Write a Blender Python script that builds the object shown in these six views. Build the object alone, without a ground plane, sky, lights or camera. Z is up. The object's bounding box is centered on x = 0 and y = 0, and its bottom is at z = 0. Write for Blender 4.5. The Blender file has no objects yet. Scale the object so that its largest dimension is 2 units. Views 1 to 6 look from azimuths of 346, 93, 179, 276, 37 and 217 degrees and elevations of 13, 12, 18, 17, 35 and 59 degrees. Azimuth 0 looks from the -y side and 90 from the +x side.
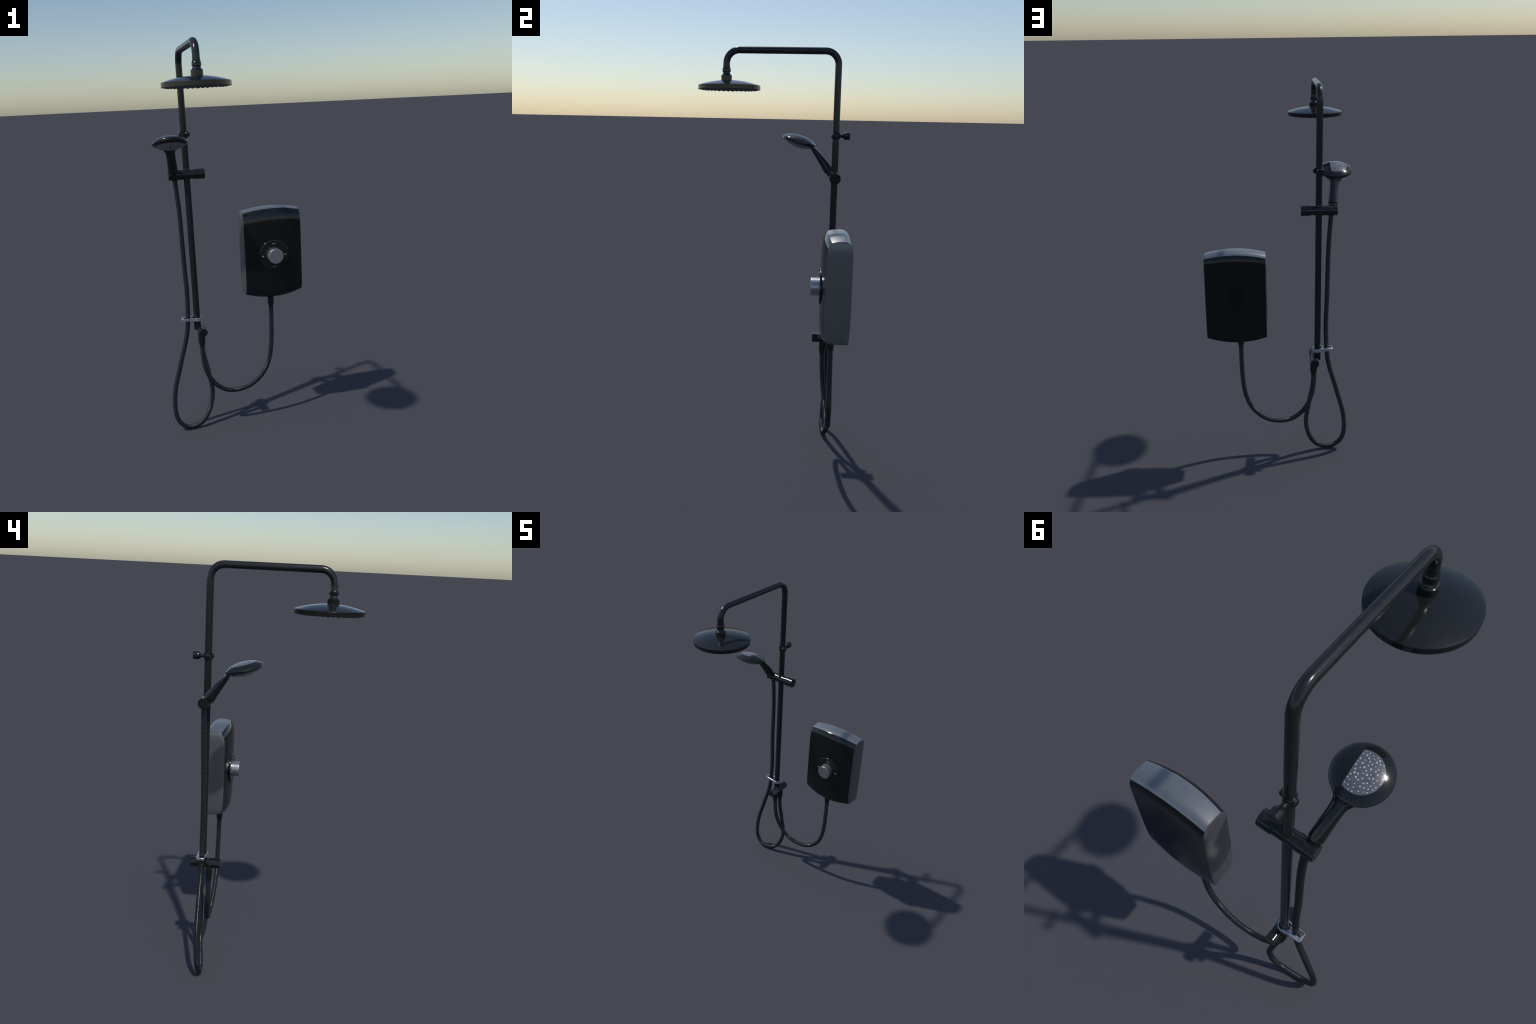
import bpy, bmesh, math, random
from mathutils import Vector, Matrix

random.seed(7)
TAU = math.tau
COL = bpy.context.scene.collection

# ------------------------------------------------------------------ materials
def material(name, color, rough, metallic=0.0, vary=0.12, scale=60.0, bump=0.0, coat=0.0):
    m = bpy.data.materials.new(name)
    m.use_nodes = True
    nt = m.node_tree
    b = nt.nodes["Principled BSDF"]
    tc = nt.nodes.new("ShaderNodeTexCoord")
    no = nt.nodes.new("ShaderNodeTexNoise")
    no.inputs["Scale"].default_value = scale
    no.inputs["Detail"].default_value = 4.0
    nt.links.new(tc.outputs["Object"], no.inputs["Vector"])
    ra = nt.nodes.new("ShaderNodeValToRGB")
    lo = [c * (1 - vary) for c in color]
    hi = [c * (1 + vary) for c in color]
    ra.color_ramp.elements[0].position = 0.3
    ra.color_ramp.elements[1].position = 0.7
    ra.color_ramp.elements[0].color = (*lo, 1)
    ra.color_ramp.elements[1].color = (*hi, 1)
    nt.links.new(no.outputs["Fac"], ra.inputs["Fac"])
    nt.links.new(ra.outputs["Color"], b.inputs["Base Color"])
    mr = nt.nodes.new("ShaderNodeMapRange")
    mr.inputs["To Min"].default_value = rough * 0.9
    mr.inputs["To Max"].default_value = rough * 1.1
    nt.links.new(no.outputs["Fac"], mr.inputs["Value"])
    nt.links.new(mr.outputs["Result"], b.inputs["Roughness"])
    b.inputs["Metallic"].default_value = metallic
    b.inputs["Coat Weight"].default_value = coat
    if bump:
        bp = nt.nodes.new("ShaderNodeBump")
        bp.inputs["Strength"].default_value = bump
        bp.inputs["Distance"].default_value = 0.001
        nt.links.new(no.outputs["Fac"], bp.inputs["Height"])
        nt.links.new(bp.outputs["Normal"], b.inputs["Normal"])
    return m

GLOSS = material("gloss_black", (0.0124, 0.0132, 0.0133), 0.13)
PIPE = material("pipe_black", (0.0162, 0.0170, 0.0168), 0.22)
PANEL = material("panel_black", (0.0085, 0.0089, 0.0095), 0.11, scale=20)
BACK = material("back_black", (0.0075, 0.0079, 0.0088), 0.16, scale=20)
BACK_DARK = material("mount_black", (0.0042, 0.0045, 0.0052), 0.16)
HOSE = material("hose_black", (0.0125, 0.0135, 0.0140), 0.16)
SATIN = material("satin_grey", (0.212, 0.215, 0.222), 0.36, metallic=0.70, vary=0.02, scale=40)
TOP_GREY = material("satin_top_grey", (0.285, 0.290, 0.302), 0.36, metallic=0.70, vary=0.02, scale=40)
KNOB = material("brushed_silver", (0.46, 0.47, 0.49), 0.33, metallic=0.85, vary=0.01, scale=20)
CHROME = material("ring_chrome", (0.66, 0.68, 0.72), 0.25, metallic=0.85, vary=0.03)
NOZZLE_DARK = material("rubber_dark_grey", (0.17, 0.17, 0.20), 0.45)
FACE_GREY = material("spray_face_grey", (0.21, 0.21, 0.24), 0.30, vary=0.08)
NOZZLE = material("rubber_light_grey", (0.25, 0.26, 0.295), 0.30)
WINDOW = material("window_grey", (0.112, 0.116, 0.136), 0.25, vary=0.25, scale=220, bump=0.2)
DOT = material("window_dot", (0.46, 0.49, 0.58), 0.25)
MARK = material("dial_mark_grey", (0.36, 0.38, 0.42), 0.30)

# ------------------------------------------------------------------ helpers
def make(name, bm, mat, parent, angle=35.0):
    me = bpy.data.meshes.new(name)
    bmesh.ops.recalc_face_normals(bm, faces=bm.faces[:])
    bm.to_mesh(me)
    bm.free()
    for p in me.polygons:
        p.use_smooth = True
    me.set_sharp_from_angle(angle=math.radians(angle))
    me.materials.append(mat)
    ob = bpy.data.objects.new(name, me)
    COL.objects.link(ob)
    ob.parent = parent
    return ob

def instances(name, mesh, places, parent):
    for i, M in enumerate(places):
        ob = bpy.data.objects.new(name, mesh)
        COL.objects.link(ob)
        ob.parent = parent
        ob.matrix_local = M

def frame(origin, axis, hint=(0, 0, 1)):
    """matrix with local z along axis"""
    z = Vector(axis).normalized()
    h = Vector(hint)
    if abs(z.dot(h.normalized())) > 0.98:
        h = Vector((1, 0, 0))
    x = h.cross(z).normalized()
    y = z.cross(x)
    M = Matrix((x, y, z)).transposed().to_4x4()
    M.translation = Vector(origin)
    return M

def add_lathe(bm, profile, M, seg=48, closed_ends=True, ex=1.0, ey=1.0, support=True):
    """revolve (radius, height) profile round local z of M"""
    full = [profile[0]]
    for (r0, h0), (r1, h1) in zip(profile, profile[1:]):
        L = math.hypot(r1 - r0, h1 - h0)
        if L > 0.0035 and support:
            for t in (0.0006 / L, 1 - 0.0006 / L):
                full.append((r0 + (r1 - r0) * t, h0 + (h1 - h0) * t))
        full.append((r1, h1))
    rings = []
    for r, h in full:
        if r < 1e-6:
            rings.append([bm.verts.new(M @ Vector((0, 0, h)))])
        else:
            rings.append([bm.verts.new(M @ Vector((r * ex * math.cos(TAU * k / seg),
                                                   r * ey * math.sin(TAU * k / seg), h))) for k in range(seg)])
    for a, b in zip(rings, rings[1:]):
        for k in range(seg):
            j = (k + 1) % seg
            if len(a) == 1 and len(b) == 1:
                break
            if len(a) == 1:
                bm.faces.new((a[0], b[k], b[j]))
            elif len(b) == 1:
                bm.faces.new((a[k], a[j], b[0]))
            else:
                bm.faces.new((a[k], a[j], b[j], b[k]))
    if closed_ends:
        for rg in (rings[0], rings[-1]):
            if len(rg) > 2:
                bm.faces.new(rg)

def rod(r, h0, h1, c=0.0015):
    """chamfered cylinder profile"""
    return [(0, h0), (r - c, h0), (r - 0.3 * c, h0 + 0.3 * c), (r, h0 + c), (r, h1 - c), (r - 0.3 * c, h1 - 0.3 * c), (r - c, h1), (0, h1)]

def spline(pts, per=10, closed=False):
    P = [Vector(p) for p in pts]
    if closed:
        Q = [P[-1]] + P + P[:2]
    else:
        Q = [2 * P[0] - P[1]] + P + [2 * P[-1] - P[-2]]
    out = []
    for i in range(1, len(Q) - 2):
        a, b, c, d = Q[i - 1:i + 3]
        for k in range(per):
            t = k / per
            out.append(0.5 * (2 * b + (c - a) * t + (2 * a - 5 * b + 4 * c - d) * t * t + (3 * b - a - 3 * c + d) * t ** 3))
    if not closed:
        out.append(P[-1])
    return out

def resample(pts, step):
    out = [pts[0].copy()]
    acc = 0.0
    for a, b in zip(pts, pts[1:]):
        L = (b - a).length
        while L > 1e-9 and acc + L >= step:
            a = a + (b - a) * ((step - acc) / L)
            out.append(a.copy())
            L = (b - a).length
            acc = 0.0
        acc += L
    return out

def add_tube(bm, path, radius, seg=24, caps=True):
    """sweep a circle along path; radius is a number or function(index)"""
    n = len(path)
    up = None
    rings = []
    for i, p in enumerate(path):
        t = (path[min(i + 1, n - 1)] - path[max(i - 1, 0)]).normalized()
        if up is None:
            up = t.orthogonal().normalized()
        up = (up - t * up.dot(t)).normalized()
        v = t.cross(up)
        r = radius(i) if callable(radius) else radius
        rings.append([bm.verts.new(p + (up * math.cos(TAU * k / seg) + v * math.sin(TAU * k / seg)) * r) for k in range(seg)])
    for a, b in zip(rings, rings[1:]):
        for k in range(seg):
            j = (k + 1) % seg
            bm.faces.new((a[k], a[j], b[j], b[k]))
    if caps:
        bm.faces.new(rings[0])
        bm.faces.new(rings[-1])

def add_prism(bm, outline, M, h0, h1, c=0.0012):
    """extruded polygon with chamfered ends; outline = list of (x, y)"""
    cx = sum(p[0] for p in outline) / len(outline)
    cy = sum(p[1] for p in outline) / len(outline)
    def ring(h, s):
        return [bm.verts.new(M @ Vector((cx + (x - cx) * s, cy + (y - cy) * s, h))) for x, y in outline]
    R = max(math.hypot(x - cx, y - cy) for x, y in outline)
    s = 1 - c / R
    rs = [ring(h0, s), ring(h0 + c, 1), ring(h1 - c, 1), ring(h1, s)]
    n = len(outline)
    for a, b in zip(rs, rs[1:]):
        for k in range(n):
            bm.faces.new((a[k], a[(k + 1) % n], b[(k + 1) % n], b[k]))
    bm.faces.new(rs[0])
    bm.faces.new(rs[-1])

# ------------------------------------------------------------------ thing
root = bpy.data.objects.new("electric_shower", None)
COL.objects.link(root)
root["label"] = "black electric shower with riser rail, rain head and heater unit"
root["category"] = "electric shower"

PX, PY = -0.2055, 0.3040          # riser axis
LX = -0.2006                      # riser x at its lower end: the rail leans slightly
R_PIPE = 0.0162
TOP = 1.9835                      # axis height of the arm
DROP_X = -0.2108                 # the arm runs slightly to the side
DROP_Y = -0.2330                  # axis of the drop above the rain head

# ------------------------------------------------------------------ riser pipe with the overhead arm
def arm_path():
    pts = [Vector((LX, PY, 0.575)), Vector((LX + (PX - LX) * 0.445, PY, 1.2))]
    rb = 0.062
    n = 14
    for k in range(n + 1):
        a = k / n * math.pi / 2
        pts.append(Vector((PX, PY - rb + rb * math.cos(a), TOP - rb + rb * math.sin(a))))
    for k in range(n + 1):
        a = k / n * math.pi / 2
        pts.append(Vector((DROP_X, DROP_Y + rb - rb * math.sin(a), TOP - rb + rb * math.cos(a))))
    pts.append(Vector((DROP_X, DROP_Y, 1.903)))
    return pts

bm = bmesh.new()
add_tube(bm, arm_path(), R_PIPE, seg=32)
riser = make("riser_pipe", bm, PIPE, root)

# ------------------------------------------------------------------ overhead rain head
HX, HY = -0.2138, -0.2195
R_H = 0.1510
RIM_T, RIM_B = 1.8190, 1.7975
M_H = Matrix.Translation((HX, HY, 0))
bm = bmesh.new()
dome = []
for k in range(17):
    r = R_H * 0.985 * k / 16
    dome.append((r, RIM_T + 0.0245 * (1 - (r / (R_H * 0.985)) ** 2) ** 1.0))
prof = dome + [(R_H - 0.0008, RIM_T - 0.0006), (R_H, RIM_T - 0.0018), (R_H, RIM_B + 0.002), (R_H - 0.001, RIM_B + 0.0006),
               (R_H - 0.003, RIM_B), (R_H - 0.006, RIM_B), (R_H - 0.007, RIM_B + 0.004), (0, RIM_B + 0.004)]
add_lathe(bm, prof, M_H, seg=96, ex=0.976, support=False)
rain = make("rain_shower_head", bm, GLOSS, root, angle=20)

bm = bmesh.new()
add_lathe(bm, [(0, RIM_B + 0.0035), (0.1435, RIM_B + 0.0035), (0.1435, RIM_B + 0.0020), (0.1415, RIM_B + 0.0015), (0, RIM_B + 0.0010)], M_H, seg=96, ex=0.976)
make("spray_plate", bm, NOZZLE_DARK, rain)

bm = bmesh.new()
add_lathe(bm, [(0, -0.0046), (0.0026, -0.0046), (0.0038, -0.0036), (0.0052, 0.0), (0.0052, 0.002), (0, 0.002)], Matrix(), seg=14)
nz = make("nozzle", bm, NOZZLE_DARK, rain)
nz.location = (HX, HY, RIM_B + 0.0012)
spots = []
for i, (rr, cnt) in enumerate(((0.024, 6), (0.046, 13), (0.068, 18), (0.090, 25), (0.112, 31), (0.131, 36))):
    for k in range(cnt):
        a = TAU * (k + 0.37 * i) / cnt
        s = random.uniform(0.85, 1.15)
        spots.append(Matrix.Translation((HX + 0.976 * rr * math.cos(a), HY + rr * math.sin(a), RIM_B + 0.0012)) @ Matrix.Diagonal((s, s, random.uniform(0.85, 1.1), 1)))
instances("nozzle", nz.data, spots, rain)

# swivel connector between arm and head (own turned profile)
M_C = Matrix.Translation((DROP_X, DROP_Y, 0))
bm = bmesh.new()
add_lathe(bm, [(0, 1.832), (0.0185, 1.832), (0.0185, 1.8385), (0.0245, 1.8385), (0.0260, 1.8400), (0.0262, 1.8635), (0.0255, 1.8652),
               (0.0225, 1.8668), (0.0195, 1.8700), (0.0178, 1.8740), (0.0172, 1.8790), (0.0178, 1.8800), (0.0192, 1.8806),
               (0.0203, 1.8820), (0.0205, 1.8925), (0.0200, 1.8950), (0.0186, 1.8968), (0.0180, 1.8985), (0.0176, 1.9040),
               (0.0168, 1.9070), (0.0166, 1.9150), (0.0150, 1.9152), (0, 1.9152)], M_C, seg=40)
make("swivel_connector", bm, GLOSS, rain, angle=28)

# ------------------------------------------------------------------ wall bracket
BZ = 1.5900
bm = bmesh.new()
add_lathe(bm, rod(0.0187, BZ - 0.0175, BZ + 0.0165), Matrix.Translation((PX, PY, 0)), seg=36)
bracket = make("wall_bracket", bm, GLOSS, root)
bm = bmesh.new()
add_lathe(bm, [(0, 0.010), (0.0100, 0.010), (0.0100, 0.0195), (0.0088, 0.021), (0.0086, 0.0290), (0.0092, 0.0320), (0.0115, 0.0345), (0.0150, 0.0375),
               (0.0172, 0.0415), (0.0184, 0.0470), (0.0188, 0.0660), (0.0180, 0.0671), (0, 0.0671)],
          frame((PX, PY, BZ - 0.002), (0, 1, 0)), seg=36)
make("wall_fixing", bm, GLOSS, bracket)
bm = bmesh.new()
add_lathe(bm, [(0, -0.002), (0.0150, -0.002), (0.0154, 0.010), (0.0148, 0.0155), (0.0125, 0.0198), (0.0085, 0.0232), (0, 0.0245)],
          frame((PX + 0.0165, PY, BZ - 0.003), (0, -1, 0)), seg=32)
add_lathe(bm, [(0, -0.010), (0.0125, -0.010), (0.0122, 0.001), (0.0105, 0.0042), (0.0070, 0.0058), (0, 0.0064)],
          frame((PX - 0.0175, PY + 0.002, BZ - 0.001), (-1, 0, 0)), seg=32)
make("clamp_boss", bm, GLOSS, bracket)

# ------------------------------------------------------------------ hand shower slider
SZ = 1.3865
bm = bmesh.new()
M_S = frame((0, PY - 0.0005, SZ), (1, 0, 0))
add_lathe(bm, [(0, -0.2965), (0.0245, -0.2965), (0.0258, -0.2952), (0.0258, -0.2290), (0.0250, -0.2282), (0.0250, -0.2270), (0.0242, -0.2262), (0.0242, -0.1610), (0, -0.1610)], M_S, seg=48)
slider = make("slider_bracket", bm, GLOSS, root)
bm = bmesh.new()
add_lathe(bm, [(0, -0.1608), (0.0262, -0.1608), (0.0272, -0.1598), (0.0272, -0.1150), (0.0262, -0.1136), (0, -0.1136)], M_S, seg=48)
make("clamp_knob", bm, GLOSS, slider)
bm = bmesh.new()
add_lathe(bm, [(0, SZ - 0.0285), (0.0176, SZ - 0.0285), (0.0180, SZ - 0.0250), (0.0180, SZ + 0.0200), (0.0182, SZ + 0.0240), (0.0176, SZ + 0.0280), (0.0166, SZ + 0.0295), (0, SZ + 0.0295)],
          Matrix.Translation((PX + 0.0015, PY, 0)), seg=36)
make("pipe_collar", bm, GLOSS, slider)

# ------------------------------------------------------------------ hand shower
HC = Vector((-0.2985, 0.1265, 1.5570))        # centre of the head disc
fh = Vector((0.022, -1.0, 0)).normalized()
tilt = math.radians(16.8)
fwd = (fh * math.cos(tilt) + Vector((0, 0, 1)) * math.sin(tilt)).normalized()
nrm = (-fh * math.sin(tilt) + Vector((0, 0, 1)) * math.cos(tilt)).normalized()
lat = nrm.cross(fwd)                          # points to +x
M_HD = Matrix((lat, fwd, nrm)).transposed().to_4x4()
M_HD.translation = HC
R_D = 0.0845

def dome_z(r):
    return 0.0040 + 0.0235 * (1 - (r / R_D) ** 2.6)

bm = bmesh.new()
prof = [(R_D * 0.97 * k / 16, dome_z(R_D * 0.97 * k / 16)) for k in range(17)]
prof += [(R_D - 0.0006, 0.0040), (R_D, 0.0025), (R_D, -0.0060), (R_D - 0.0018, -0.0085), (R_D - 0.008, -0.0125), (R_D - 0.0165, -0.0155), (R_D - 0.018, -0.0150), (0, -0.0150)]
add_lathe(bm, prof, M_HD, seg=72, support=False)
hand = make("hand_shower", bm, GLOSS, root, angle=22)

bm = bmesh.new()
face = lambda r: -0.0155 - 0.0142 * (1 - (r / 0.0675) ** 2)
add_lathe(bm, [(0, -0.0145), (0.0675, -0.0145)] + [(0.0675 * (1 - k / 12), face(0.0675 * (1 - k / 12))) for k in range(13)], M_HD, seg=64)
make("spray_face", bm, FACE_GREY, hand)
bm = bmesh.new()
add_lathe(bm, [(0, -0.0036), (0.0010, -0.0036), (0.0016, -0.0028), (0.0020, 0.0), (0.0020, 0.001), (0, 0.001)], Matrix(), seg=10)
hn = make("spray_nozzle", bm, NOZZLE, hand)
spots = []
for i, cnt in enumerate((1, 6, 12, 17, 23, 28, 33)):
    for k in range(cnt):
        rr = max(0, 0.0102 * i + random.uniform(-0.0028, 0.0012) * (i > 0))
        a = TAU * (k + random.uniform(-0.3, 0.3) + 0.43 * i) / cnt
        s = random.uniform(0.75, 1.25)
        spots.append(M_HD @ Matrix.Translation((rr * math.cos(a), rr * math.sin(a), face(rr))) @ Matrix.Diagonal((s, s, s, 1)))
hn.matrix_local = spots[0]
instances("spray_nozzle", hn.data, spots[1:], hand)

# window: circular segment of the dome, cut by a chord parallel to the handle
W_R, W_CH = 0.0590, 0.0255
bm = bmesh.new()
N = 44
xs = [-W_R + (W_R + W_CH) * i / N for i in range(N + 1)]
grid = []
for x in xs:
    hy = math.sqrt(max(W_R ** 2 - x ** 2, 1e-8))
    grid.append([(x, -hy + 2 * hy * j / N) for j in range(N + 1)])
def lay(off):
    return [[bm.verts.new(M_HD @ Vector((x, y, dome_z(math.hypot(x, y)) + off))) for x, y in row] for row in grid]
up, dn = lay(0.0008), lay(-0.002)
for i in range(N):
    for j in range(N):
        bm.faces.new((up[i][j], up[i + 1][j], up[i + 1][j + 1], up[i][j + 1]))
        bm.faces.new((dn[i][j], dn[i][j + 1], dn[i + 1][j + 1], dn[i + 1][j]))
for i in range(N):
    bm.faces.new((up[i][0], dn[i][0], dn[i + 1][0], up[i + 1][0]))
    bm.faces.new((up[i][N], up[i + 1][N], dn[i + 1][N], dn[i][N]))
    bm.faces.new((up[N][i], dn[N][i], dn[N][i + 1], up[N][i + 1]))
make("window_panel", bm, WINDOW, hand)
bm = bmesh.new()
add_lathe(bm, [(0.0020, -0.0006), (0.0019, 0.0001), (0.0013, 0.0004), (0.0006, 0.0006), (0, 0.0006)], Matrix(), seg=10)
dot = make("window_dot", bm, DOT, hand)
spots, tries = [], 0
pos = []
while len(pos) < 66 and tries < 6000:
    tries += 1
    x, y = random.uniform(-W_R, W_CH), random.uniform(-W_R, W_R)
    if math.hypot(x, y) > W_R - 0.004 or x > W_CH - 0.003:
        continue
    if any(math.hypot(x - a, y - b) < 0.0088 for a, b in pos):
        continue
    pos.append((x, y))
for x, y in pos:
    s = random.uniform(0.85, 1.7)
    spots.append(M_HD @ Matrix.Translation((x, y, dome_z(math.hypot(x, y)) + 0.0008)) @ Matrix.Rotation(random.uniform(0, TAU), 4, 'Z') @ Matrix.Diagonal((s, s * random.uniform(0.6, 1.0), 1, 1)))
dot.matrix_local = spots[0]
instances("window_dot", dot.data, spots[1:], hand)

# handle: elliptical sections along a gently curved spine
hb = Vector((-0.2745, 0.2790, 1.4130))
ht = Vector((-0.2920, 0.1960, 1.5210))
ctrl = [(hb, 0.0236, 0.0236), (hb.lerp(ht, 0.10), 0.0236, 0.0234), (hb.lerp(ht, 0.35) + nrm * 0.0015, 0.0228, 0.0205),
        (hb.lerp(ht, 0.65) + nrm * 0.0012, 0.0224, 0.0168), (hb.lerp(ht, 0.88), 0.0245, 0.0136), (ht, 0.0330, 0.0112),
        (ht + fwd * 0.014 + nrm * 0.004, 0.0440, 0.0095), (ht + fwd * 0.026 + nrm * 0.006, 0.0480, 0.0070)]
sp = spline([c[0] for c in ctrl], 8)
sw = spline([(c[1], c[2], 0) for c in ctrl], 8)
bm = bmesh.new()
rings = []
seg = 40
for i, p in enumerate(sp):
    t = (sp[min(i + 1, len(sp) - 1)] - sp[max(i - 1, 0)]).normalized()
    a = (lat - t * lat.dot(t)).normalized()
    b = t.cross(a)
    rw, rt = sw[i].x, sw[i].y
    if i == 0:
        rings.append([bm.verts.new(p + (a * math.cos(TAU * k / seg) * (rw - 0.0018) + b * math.sin(TAU * k / seg) * (rt - 0.0018))) for k in range(seg)])
        p = p + t * 0.0018
    rings.append([bm.verts.new(p + (a * math.cos(TAU * k / seg) * rw + b * math.sin(TAU * k / seg) * rt)) for k in range(seg)])
for a, b in zip(rings, rings[1:]):
    for k in range(seg):
        bm.faces.new((a[k], a[(k + 1) % seg], b[(k + 1) % seg], b[k]))
bm.faces.new(rings[0])
bm.faces.new(rings[-1])
make("handle", bm, GLOSS, hand)

hose_top = Vector((-0.2650, 0.3060, 1.3620))
bm = bmesh.new()
ax = (hb - hose_top).normalized()
L = (hb - hose_top).length
add_lathe(bm, [(0, -0.004), (0.0134, -0.004), (0.0142, -0.002), (0.0150, L * 0.45), (0.0185, L * 0.75), (0.0190, L + 0.002), (0, L + 0.002)], frame(hose_top, ax), seg=32)
make("hose_cone", bm, GLOSS, hand)

# ------------------------------------------------------------------ hoses (ribbed metal spiral)
def hose(name, ctrl, parent):
    path = resample(spline(ctrl, 40), 0.0010)
    # smooth the dense path a little so that the bends are even
    for _ in range(25):
        path = [path[0]] + [(path[i - 1] + 2 * path[i] + path[i + 1]) / 4 for i in range(1, len(path) - 1)] + [path[-1]]
    rib = (0.0116, 0.0125, 0.0128, 0.0128, 0.0125, 0.0116)
    bm = bmesh.new()
    add_tube(bm, path, lambda i: rib[i % 6], seg=20)
    return make(name, bm, HOSE, parent, angle=80)

N1X, N1Y = -0.1875, 0.2735       # hose tail below the diverter, front
N2X, N2Y = -0.1800, 0.3165       # hose tail below the diverter, rear
hose("shower_hose", [hose_top, (-0.2605, 0.3065, 1.30), (-0.2540, 0.3053, 1.1800), (-0.2500, 0.3000, 0.9348), (-0.2459, 0.3011, 0.7344), (-0.2589, 0.3019, 0.5537),
                     (-0.3050, 0.3022, 0.3818), (-0.3471, 0.3010, 0.2193), (-0.3483, 0.2931, 0.0878), (-0.3006, 0.2902, 0.0205),
                     (-0.2204, 0.2983, 0.0220), (-0.1646, 0.3133, 0.0848), (-0.1399, 0.3200, 0.1867), (-0.1545, 0.3185, 0.3018),
                     (-0.1765, 0.3175, 0.4167), (N2X, N2Y, 0.5100)], root)
hose("shower_hose", [(0.2063, 0.2968, 0.6800), (0.2057, 0.2977, 0.5575), (0.2015, 0.2992, 0.449), (0.1892, 0.3000, 0.3582), (0.1621, 0.3010, 0.2849),
                     (0.1175, 0.3025, 0.2305), (0.0632, 0.3030, 0.1970), (0.0051, 0.3010, 0.1855), (-0.0534, 0.2975, 0.1932), (-0.1017, 0.2940, 0.2205),
                     (-0.1407, 0.2890, 0.2640), (-0.1693, 0.2825, 0.3236), (-0.1840, 0.2770, 0.4015), (N1X, N1Y, 0.5050)], root)

# ------------------------------------------------------------------ diverter valve below the riser
DX, DZ = -0.1840, 0.5660
bm = bmesh.new()
add_lathe(bm, [(0, 0.563), (0.0165, 0.563), (0.0180, 0.5645), (0.0183, 0.604), (0.0178, 0.6075), (0.0165, 0.6085), (0, 0.6085)], Matrix.Translation((LX, PY, 0)), seg=36)
add_lathe(bm, rod(0.0226, -0.335, -0.278), frame((DX, 0, DZ), (0, -1, 0)), seg=36)
valve = make("diverter_valve", bm, GLOSS, root)
bm = bmesh.new()
add_lathe(bm, [(0, 0.3335), (0.0225, 0.3335), (0.0236, 0.3348), (0.0236, 0.3640), (0.0228, 0.3670), (0.0205, 0.3685), (0, 0.3685)], frame((DX, 0, DZ), (0, 1, 0)), seg=40)
make("valve_knob", bm, GLOSS, valve)
bm = bmesh.new()
hexa = [(0.0240 * math.cos(TAU * k / 6), 0.0240 * math.sin(TAU * k / 6)) for k in range(6)]
add_prism(bm, hexa, frame((DX, 0, DZ), (0, -1, 0)), -0.2815, -0.2200, c=0.0015)
make("valve_body", bm, GLOSS, valve, angle=25)
def tail(x, y, z0, z1):
    bm = bmesh.new()
    out = [(0.0166 * math.cos(TAU * k / 12 + 0.26), 0.0166 * math.sin(TAU * k / 12 + 0.26)) for k in range(12)]
    add_lathe(bm, [(0, z0 - 0.014), (0.0131, z0 - 0.014), (0.0134, z0 - 0.003), (0.0138, z0), (0.0150, z0), (0.0166, z0 + 0.0035), (0.0164, z1), (0, z1)], Matrix.Translation((x, y, 0)), seg=28, ex=1.10, ey=0.96)
    return bm
make("hose_nut", tail(N1X, N1Y, 0.4935, 0.560), GLOSS, valve)
make("hose_nut", tail(N2X, N2Y, 0.4950, 0.560), GLOSS, valve)

# ------------------------------------------------------------------ chrome hose retaining ring
bm = bmesh.new()
loop = []
for k in range(25):
    a = math.radians(-118 + 236 * k / 24)
    loop.append(Vector((LX + 0.0222 * math.cos(a), PY + 0.0222 * math.sin(a), 0)))
loop += [Vector((-0.2298, PY + 0.0180, 0)), Vector((-0.2498, PY + 0.0178, 0)), Vector((-0.2738, PY + 0.0190, 0)), Vector((-0.2793, PY + 0.0175, 0)), Vector((-0.2810, PY + 0.0130, 0)),
         Vector((-0.2810, PY - 0.0130, 0)), Vector((-0.2793, PY - 0.0175, 0)), Vector((-0.2738, PY - 0.0190, 0)), Vector((-0.2498, PY - 0.0178, 0)), Vector((-0.2298, PY - 0.0180, 0))]
cent = Vector((-0.235, PY, 0))
n = len(loop)
rows = []
for i, p in enumerate(loop):
    d = (loop[(i + 1) % n] - loop[i - 1]).normalized()
    o = Vector((d.y, -d.x, 0))
    if o.dot(p - cent) < 0:
        o = -o
    f = min(max((p.x + 0.283) / 0.08, 0), 1)      # tip is lower and thinner than the pipe end
    zt = 0.6320 - 0.0015 * f
    zb = 0.6210 - 0.0095 * f
    w = 0.0018
    g = 0.0110 * min(max((p.y - PY) / 0.017, 0), 1) * min(max((-0.196 - p.x) / 0.03, 0), 1)   # broad sloping rim on the rear side
    rows.append([bm.verts.new(p + o * a + Vector((0, 0, z))) for a, z in ((-w - g, zt + 0.1 * g - 0.0006), (-w * 0.4 - g, zt + 0.1 * g), (w * 0.6, zt), (w + 0.0008 * f, zt - 0.0008), (w + 0.0016 * f, zb + 0.0008), (w * 0.6, zb), (-w - 0.6 * g, zb + 0.0003))])
for i in range(n):
    a, b = rows[i], rows[(i + 1) % n]
    for k in range(7):
        bm.faces.new((a[k], a[(k + 1) % 7], b[(k + 1) % 7], b[k]))
# small web between pipe and hose
add_prism(bm, [(-0.2308, PY - 0.0170), (-0.2268, PY - 0.0170), (-0.2268, PY + 0.0170), (-0.2308, PY + 0.0170)], Matrix(), 0.6170, 0.6285, c=0.0006)
make("hose_retaining_ring", bm, CHROME, root, angle=40)

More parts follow.
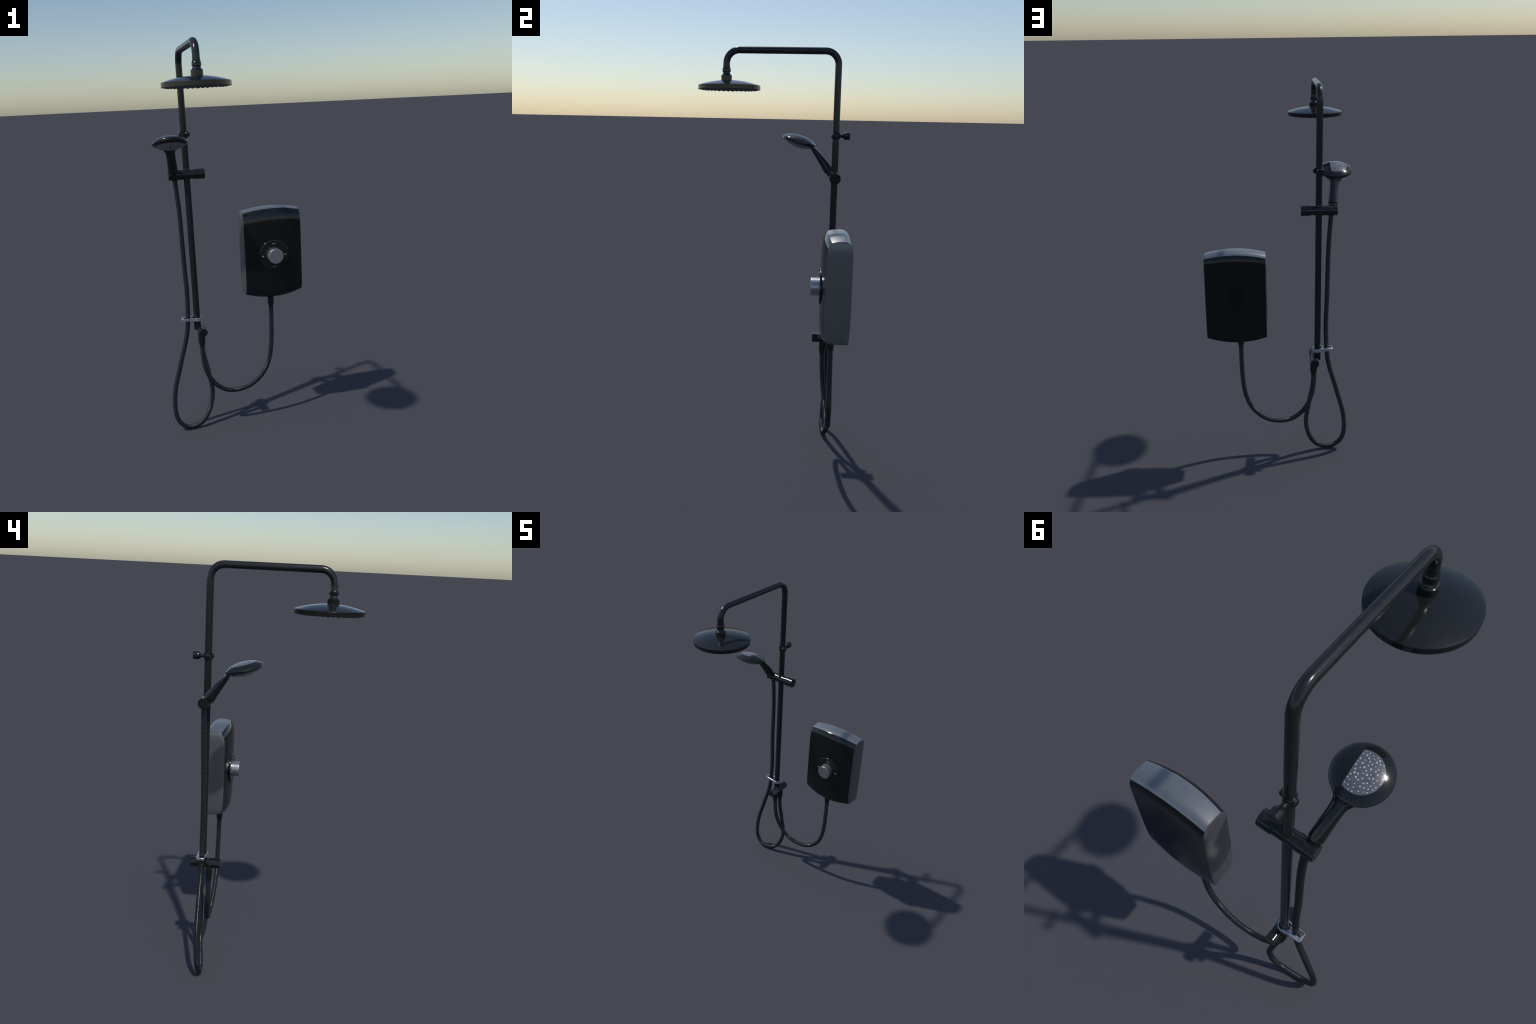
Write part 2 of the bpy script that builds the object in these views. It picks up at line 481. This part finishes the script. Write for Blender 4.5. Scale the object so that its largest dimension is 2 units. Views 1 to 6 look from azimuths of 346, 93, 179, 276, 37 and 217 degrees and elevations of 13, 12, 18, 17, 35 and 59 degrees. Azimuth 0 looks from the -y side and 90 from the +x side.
# ------------------------------------------------------------------ heater unit
UX, UH = 0.2214, 0.1542            # centre and half width
YB, YF, ZB, ZT = 0.3694, 0.2570, 0.7245, 1.1700
ARCH_T, ARCH_B, BULGE = 0.0192, 0.0245, 0.0170   # bow of top, bottom and front
# side profile (y, z), going up the front, over the top, down the back and under
P_FRONT = [(0.2692, 0.7360), (0.2612, 0.7580), (0.2575, 0.8035), (0.2570, 0.8800), (0.2570, 0.9500), (0.2571, 1.0300), (0.2577, 1.0800), (0.2596, 1.1150), (0.2636, 1.1385), (0.2698, 1.1520), (0.2755, 1.1600), (0.2795, 1.1632)]
P_TOP = [(0.2795, 1.1632), (0.2900, 1.1665), (0.3060, 1.1690), (0.3220, 1.1700), (0.3370, 1.1690), (0.3500, 1.1640), (0.3590, 1.1548)]
P_BACK = [(0.3590, 1.1548), (0.3662, 1.1360), (0.3688, 1.1100), (0.3694, 1.0500), (0.3694, 0.9500), (0.3692, 0.8700), (0.3684, 0.8076), (0.3664, 0.7600), (0.3634, 0.7270)]
P_UNDER = [(0.3634, 0.7270), (0.3600, 0.7247), (0.3300, 0.7245), (0.3020, 0.7250), (0.2829, 0.7272), (0.2692, 0.7360)]

def section(pt, x):
    w = 1 - ((x - UX) / UH) ** 2
    y, z = pt
    zt, zb, yf = ZT + 0.0015 + ARCH_T * w, ZB - ARCH_B * w, YF - BULGE * w
    if y > 0.355 and z < 0.84:                 # the back bows out a little towards its middle
        y += (YB - y) * 0.8 * w
    y = YB - (YB - y) * (YB - yf) / (YB - YF)
    z = zb + (z - ZB) / (ZT - ZB) * (zt - zb)
    return Vector((x, y, z))

def strip(profile, per=6, nx=40):
    prof = [(p.x, p.y) for p in spline([(y, z, 0) for y, z in profile], per)]
    bm = bmesh.new()
    # thin seam chamfer at both ends of the width
    xs = [UX - UH + 2 * UH * i / nx for i in range(nx + 1)]
    rows = [[bm.verts.new(section(p, x)) for p in prof] for x in xs]
    for a, b in zip(rows, rows[1:]):
        for k in range(len(prof) - 1):
            bm.faces.new((a[k], b[k], b[k + 1], a[k + 1]))
    return bm, prof

def oriented(name, bm, mat, parent, out, angle=35):
    ob = make(name, bm, mat, parent, angle)
    me = ob.data
    s = sum((p.normal.dot(Vector(out)) * p.area) for p in me.polygons)
    if s < 0:
        me.flip_normals()
    return ob

bm, pb = strip(P_BACK)
unit = oriented("heater_unit", bm, BACK, root, (0, 1, 0))
bm, pf = strip(P_FRONT)
oriented("front_panel", bm, PANEL, unit, (0, -1, 0))
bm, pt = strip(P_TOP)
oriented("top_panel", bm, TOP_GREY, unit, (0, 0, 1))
bm, pu = strip(P_UNDER)
oriented("bottom_panel", bm, BACK, unit, (0, 0, -1))

loop = pf[:-1] + pt[:-1] + pb[:-1] + pu[:-1]
cy, cz = 0.313, 0.947
for sgn in (-1, 1):
    bm = bmesh.new()
    rings = []
    x0 = UX + sgn * UH
    for inset, out in ((0.0, 0.0), (0.0009, 0.0010), (0.0060, 0.0026), (0.0180, 0.0047), (0.0340, 0.0058), (0.0480, 0.0061)):
        ring = []
        for y, z in loop:
            # shrink towards a vertical spine in the middle of the side face
            ky = 1 - inset / 0.056
            zc = min(max(z, cz - 0.165), cz + 0.165)
            kz = 1 - inset / 0.058
            yy = cy + (y - cy) * ky
            zz = zc + (z - zc) * kz
            ring.append(bm.verts.new((x0 + sgn * out, yy, zz)))
        rings.append(ring)
    n = len(loop)
    for a, b in zip(rings, rings[1:]):
        for k in range(n):
            bm.faces.new((a[k], a[(k + 1) % n], b[(k + 1) % n], b[k]))
    bm.faces.new(rings[-1])
    oriented("side_cap", bm, SATIN, unit, (sgn, 0, 0), angle=30)

# mounting plate on the back
bm = bmesh.new()
M_B = frame((0.2195, 0.3694, 0.9455), (0, 1, 0))
add_prism(bm, [(-0.0441, -0.0615), (0.0441, -0.0615), (0.0441, 0.0615), (-0.0441, 0.0615)], M_B, -0.004, 0.0003, c=0.0001)
make("mounting_plate", bm, BACK_DARK, unit)

# control dial
KX, KZ = 0.2200, 0.9390
M_K = frame((KX, 0, KZ), (0, -1, 0))
FY = 0.2360                        # front of the dial plate
bm = bmesh.new()
add_lathe(bm, [(0, -0.2500), (0.0800, -0.2500), (0.0812, -0.2420), (0.0811, -0.2392), (0.0800, -0.2372), (0.0780, -0.2362), (0.0755, -FY), (0, -FY)], M_K, seg=72)
plate = make("dial_plate", bm, GLOSS, unit)
bm = bmesh.new()
add_lathe(bm, [(0, -FY - 0.002), (0.0402, -FY - 0.002), (0.0402, -FY + 0.0005), (0.0400, -0.2002), (0.0396, -0.1988), (0.0384, -0.1976), (0.0370, -0.1973), (0, -0.1972)], M_K, seg=64)
make("control_knob", bm, KNOB, unit)
bm = bmesh.new()
add_lathe(bm, [(0.0044, 0), (0.0042, 0.0010), (0.0034, 0.0016), (0, 0.0018)], Matrix(), seg=20)
d = make("temperature_dot", bm, MARK, unit)
d.matrix_local = frame((KX - 0.0605, FY, KZ - 0.002), (0, -1, 0))
instances("temperature_dot", d.data, [frame((KX + 0.0605, FY, KZ - 0.002), (0, -1, 0))], unit)
def strokes(name, cx, czz, bars):
    bm = bmesh.new()
    for x, z, w, h in bars:
        add_prism(bm, [(cx + x - w / 2, czz + z - h / 2), (cx + x + w / 2, czz + z - h / 2), (cx + x + w / 2, czz + z + h / 2), (cx + x - w / 2, czz + z + h / 2)],
                  Matrix(((1, 0, 0, 0), (0, 0, -1, FY), (0, 1, 0, 0), (0, 0, 0, 1))), -0.0005, 0.0006, c=0.0001)
    make(name, bm, MARK, unit)
strokes("dial_mark", KX, 1.0000, [(-0.0056, 0.0010, 0.0016, 0.0066), (-0.0040, -0.0015, 0.0020, 0.0016), (-0.0010, 0, 0.0016, 0.0040), (0.0016, 0.0012, 0.0034, 0.0014),
                                  (0.0016, -0.0016, 0.0034, 0.0014), (0.0048, 0, 0.0015, 0.0042), (0.0068, 0.0014, 0.0026, 0.0013)])
strokes("dial_mark", KX + 0.001, 0.8775, [(-0.0058, 0, 0.0014, 0.0042), (-0.0034, 0.0014, 0.0030, 0.0012), (-0.0034, -0.0016, 0.0030, 0.0012), (0.0002, 0, 0.0015, 0.0042),
                                          (0.0024, -0.0016, 0.0026, 0.0012), (0.0046, 0.0006, 0.0015, 0.0054), (0.0066, -0.0014, 0.0020, 0.0012)])

# outlet below the unit
bm = bmesh.new()
add_lathe(bm, [(0, 0.640), (0.0130, 0.640), (0.0132, 0.650), (0.0136, 0.656), (0.0152, 0.656), (0.0164, 0.660), (0.0166, 0.720), (0, 0.720)], Matrix.Translation((0.2066, 0.2968, 0)), seg=32)
make("outlet_nut", bm, GLOSS, unit)
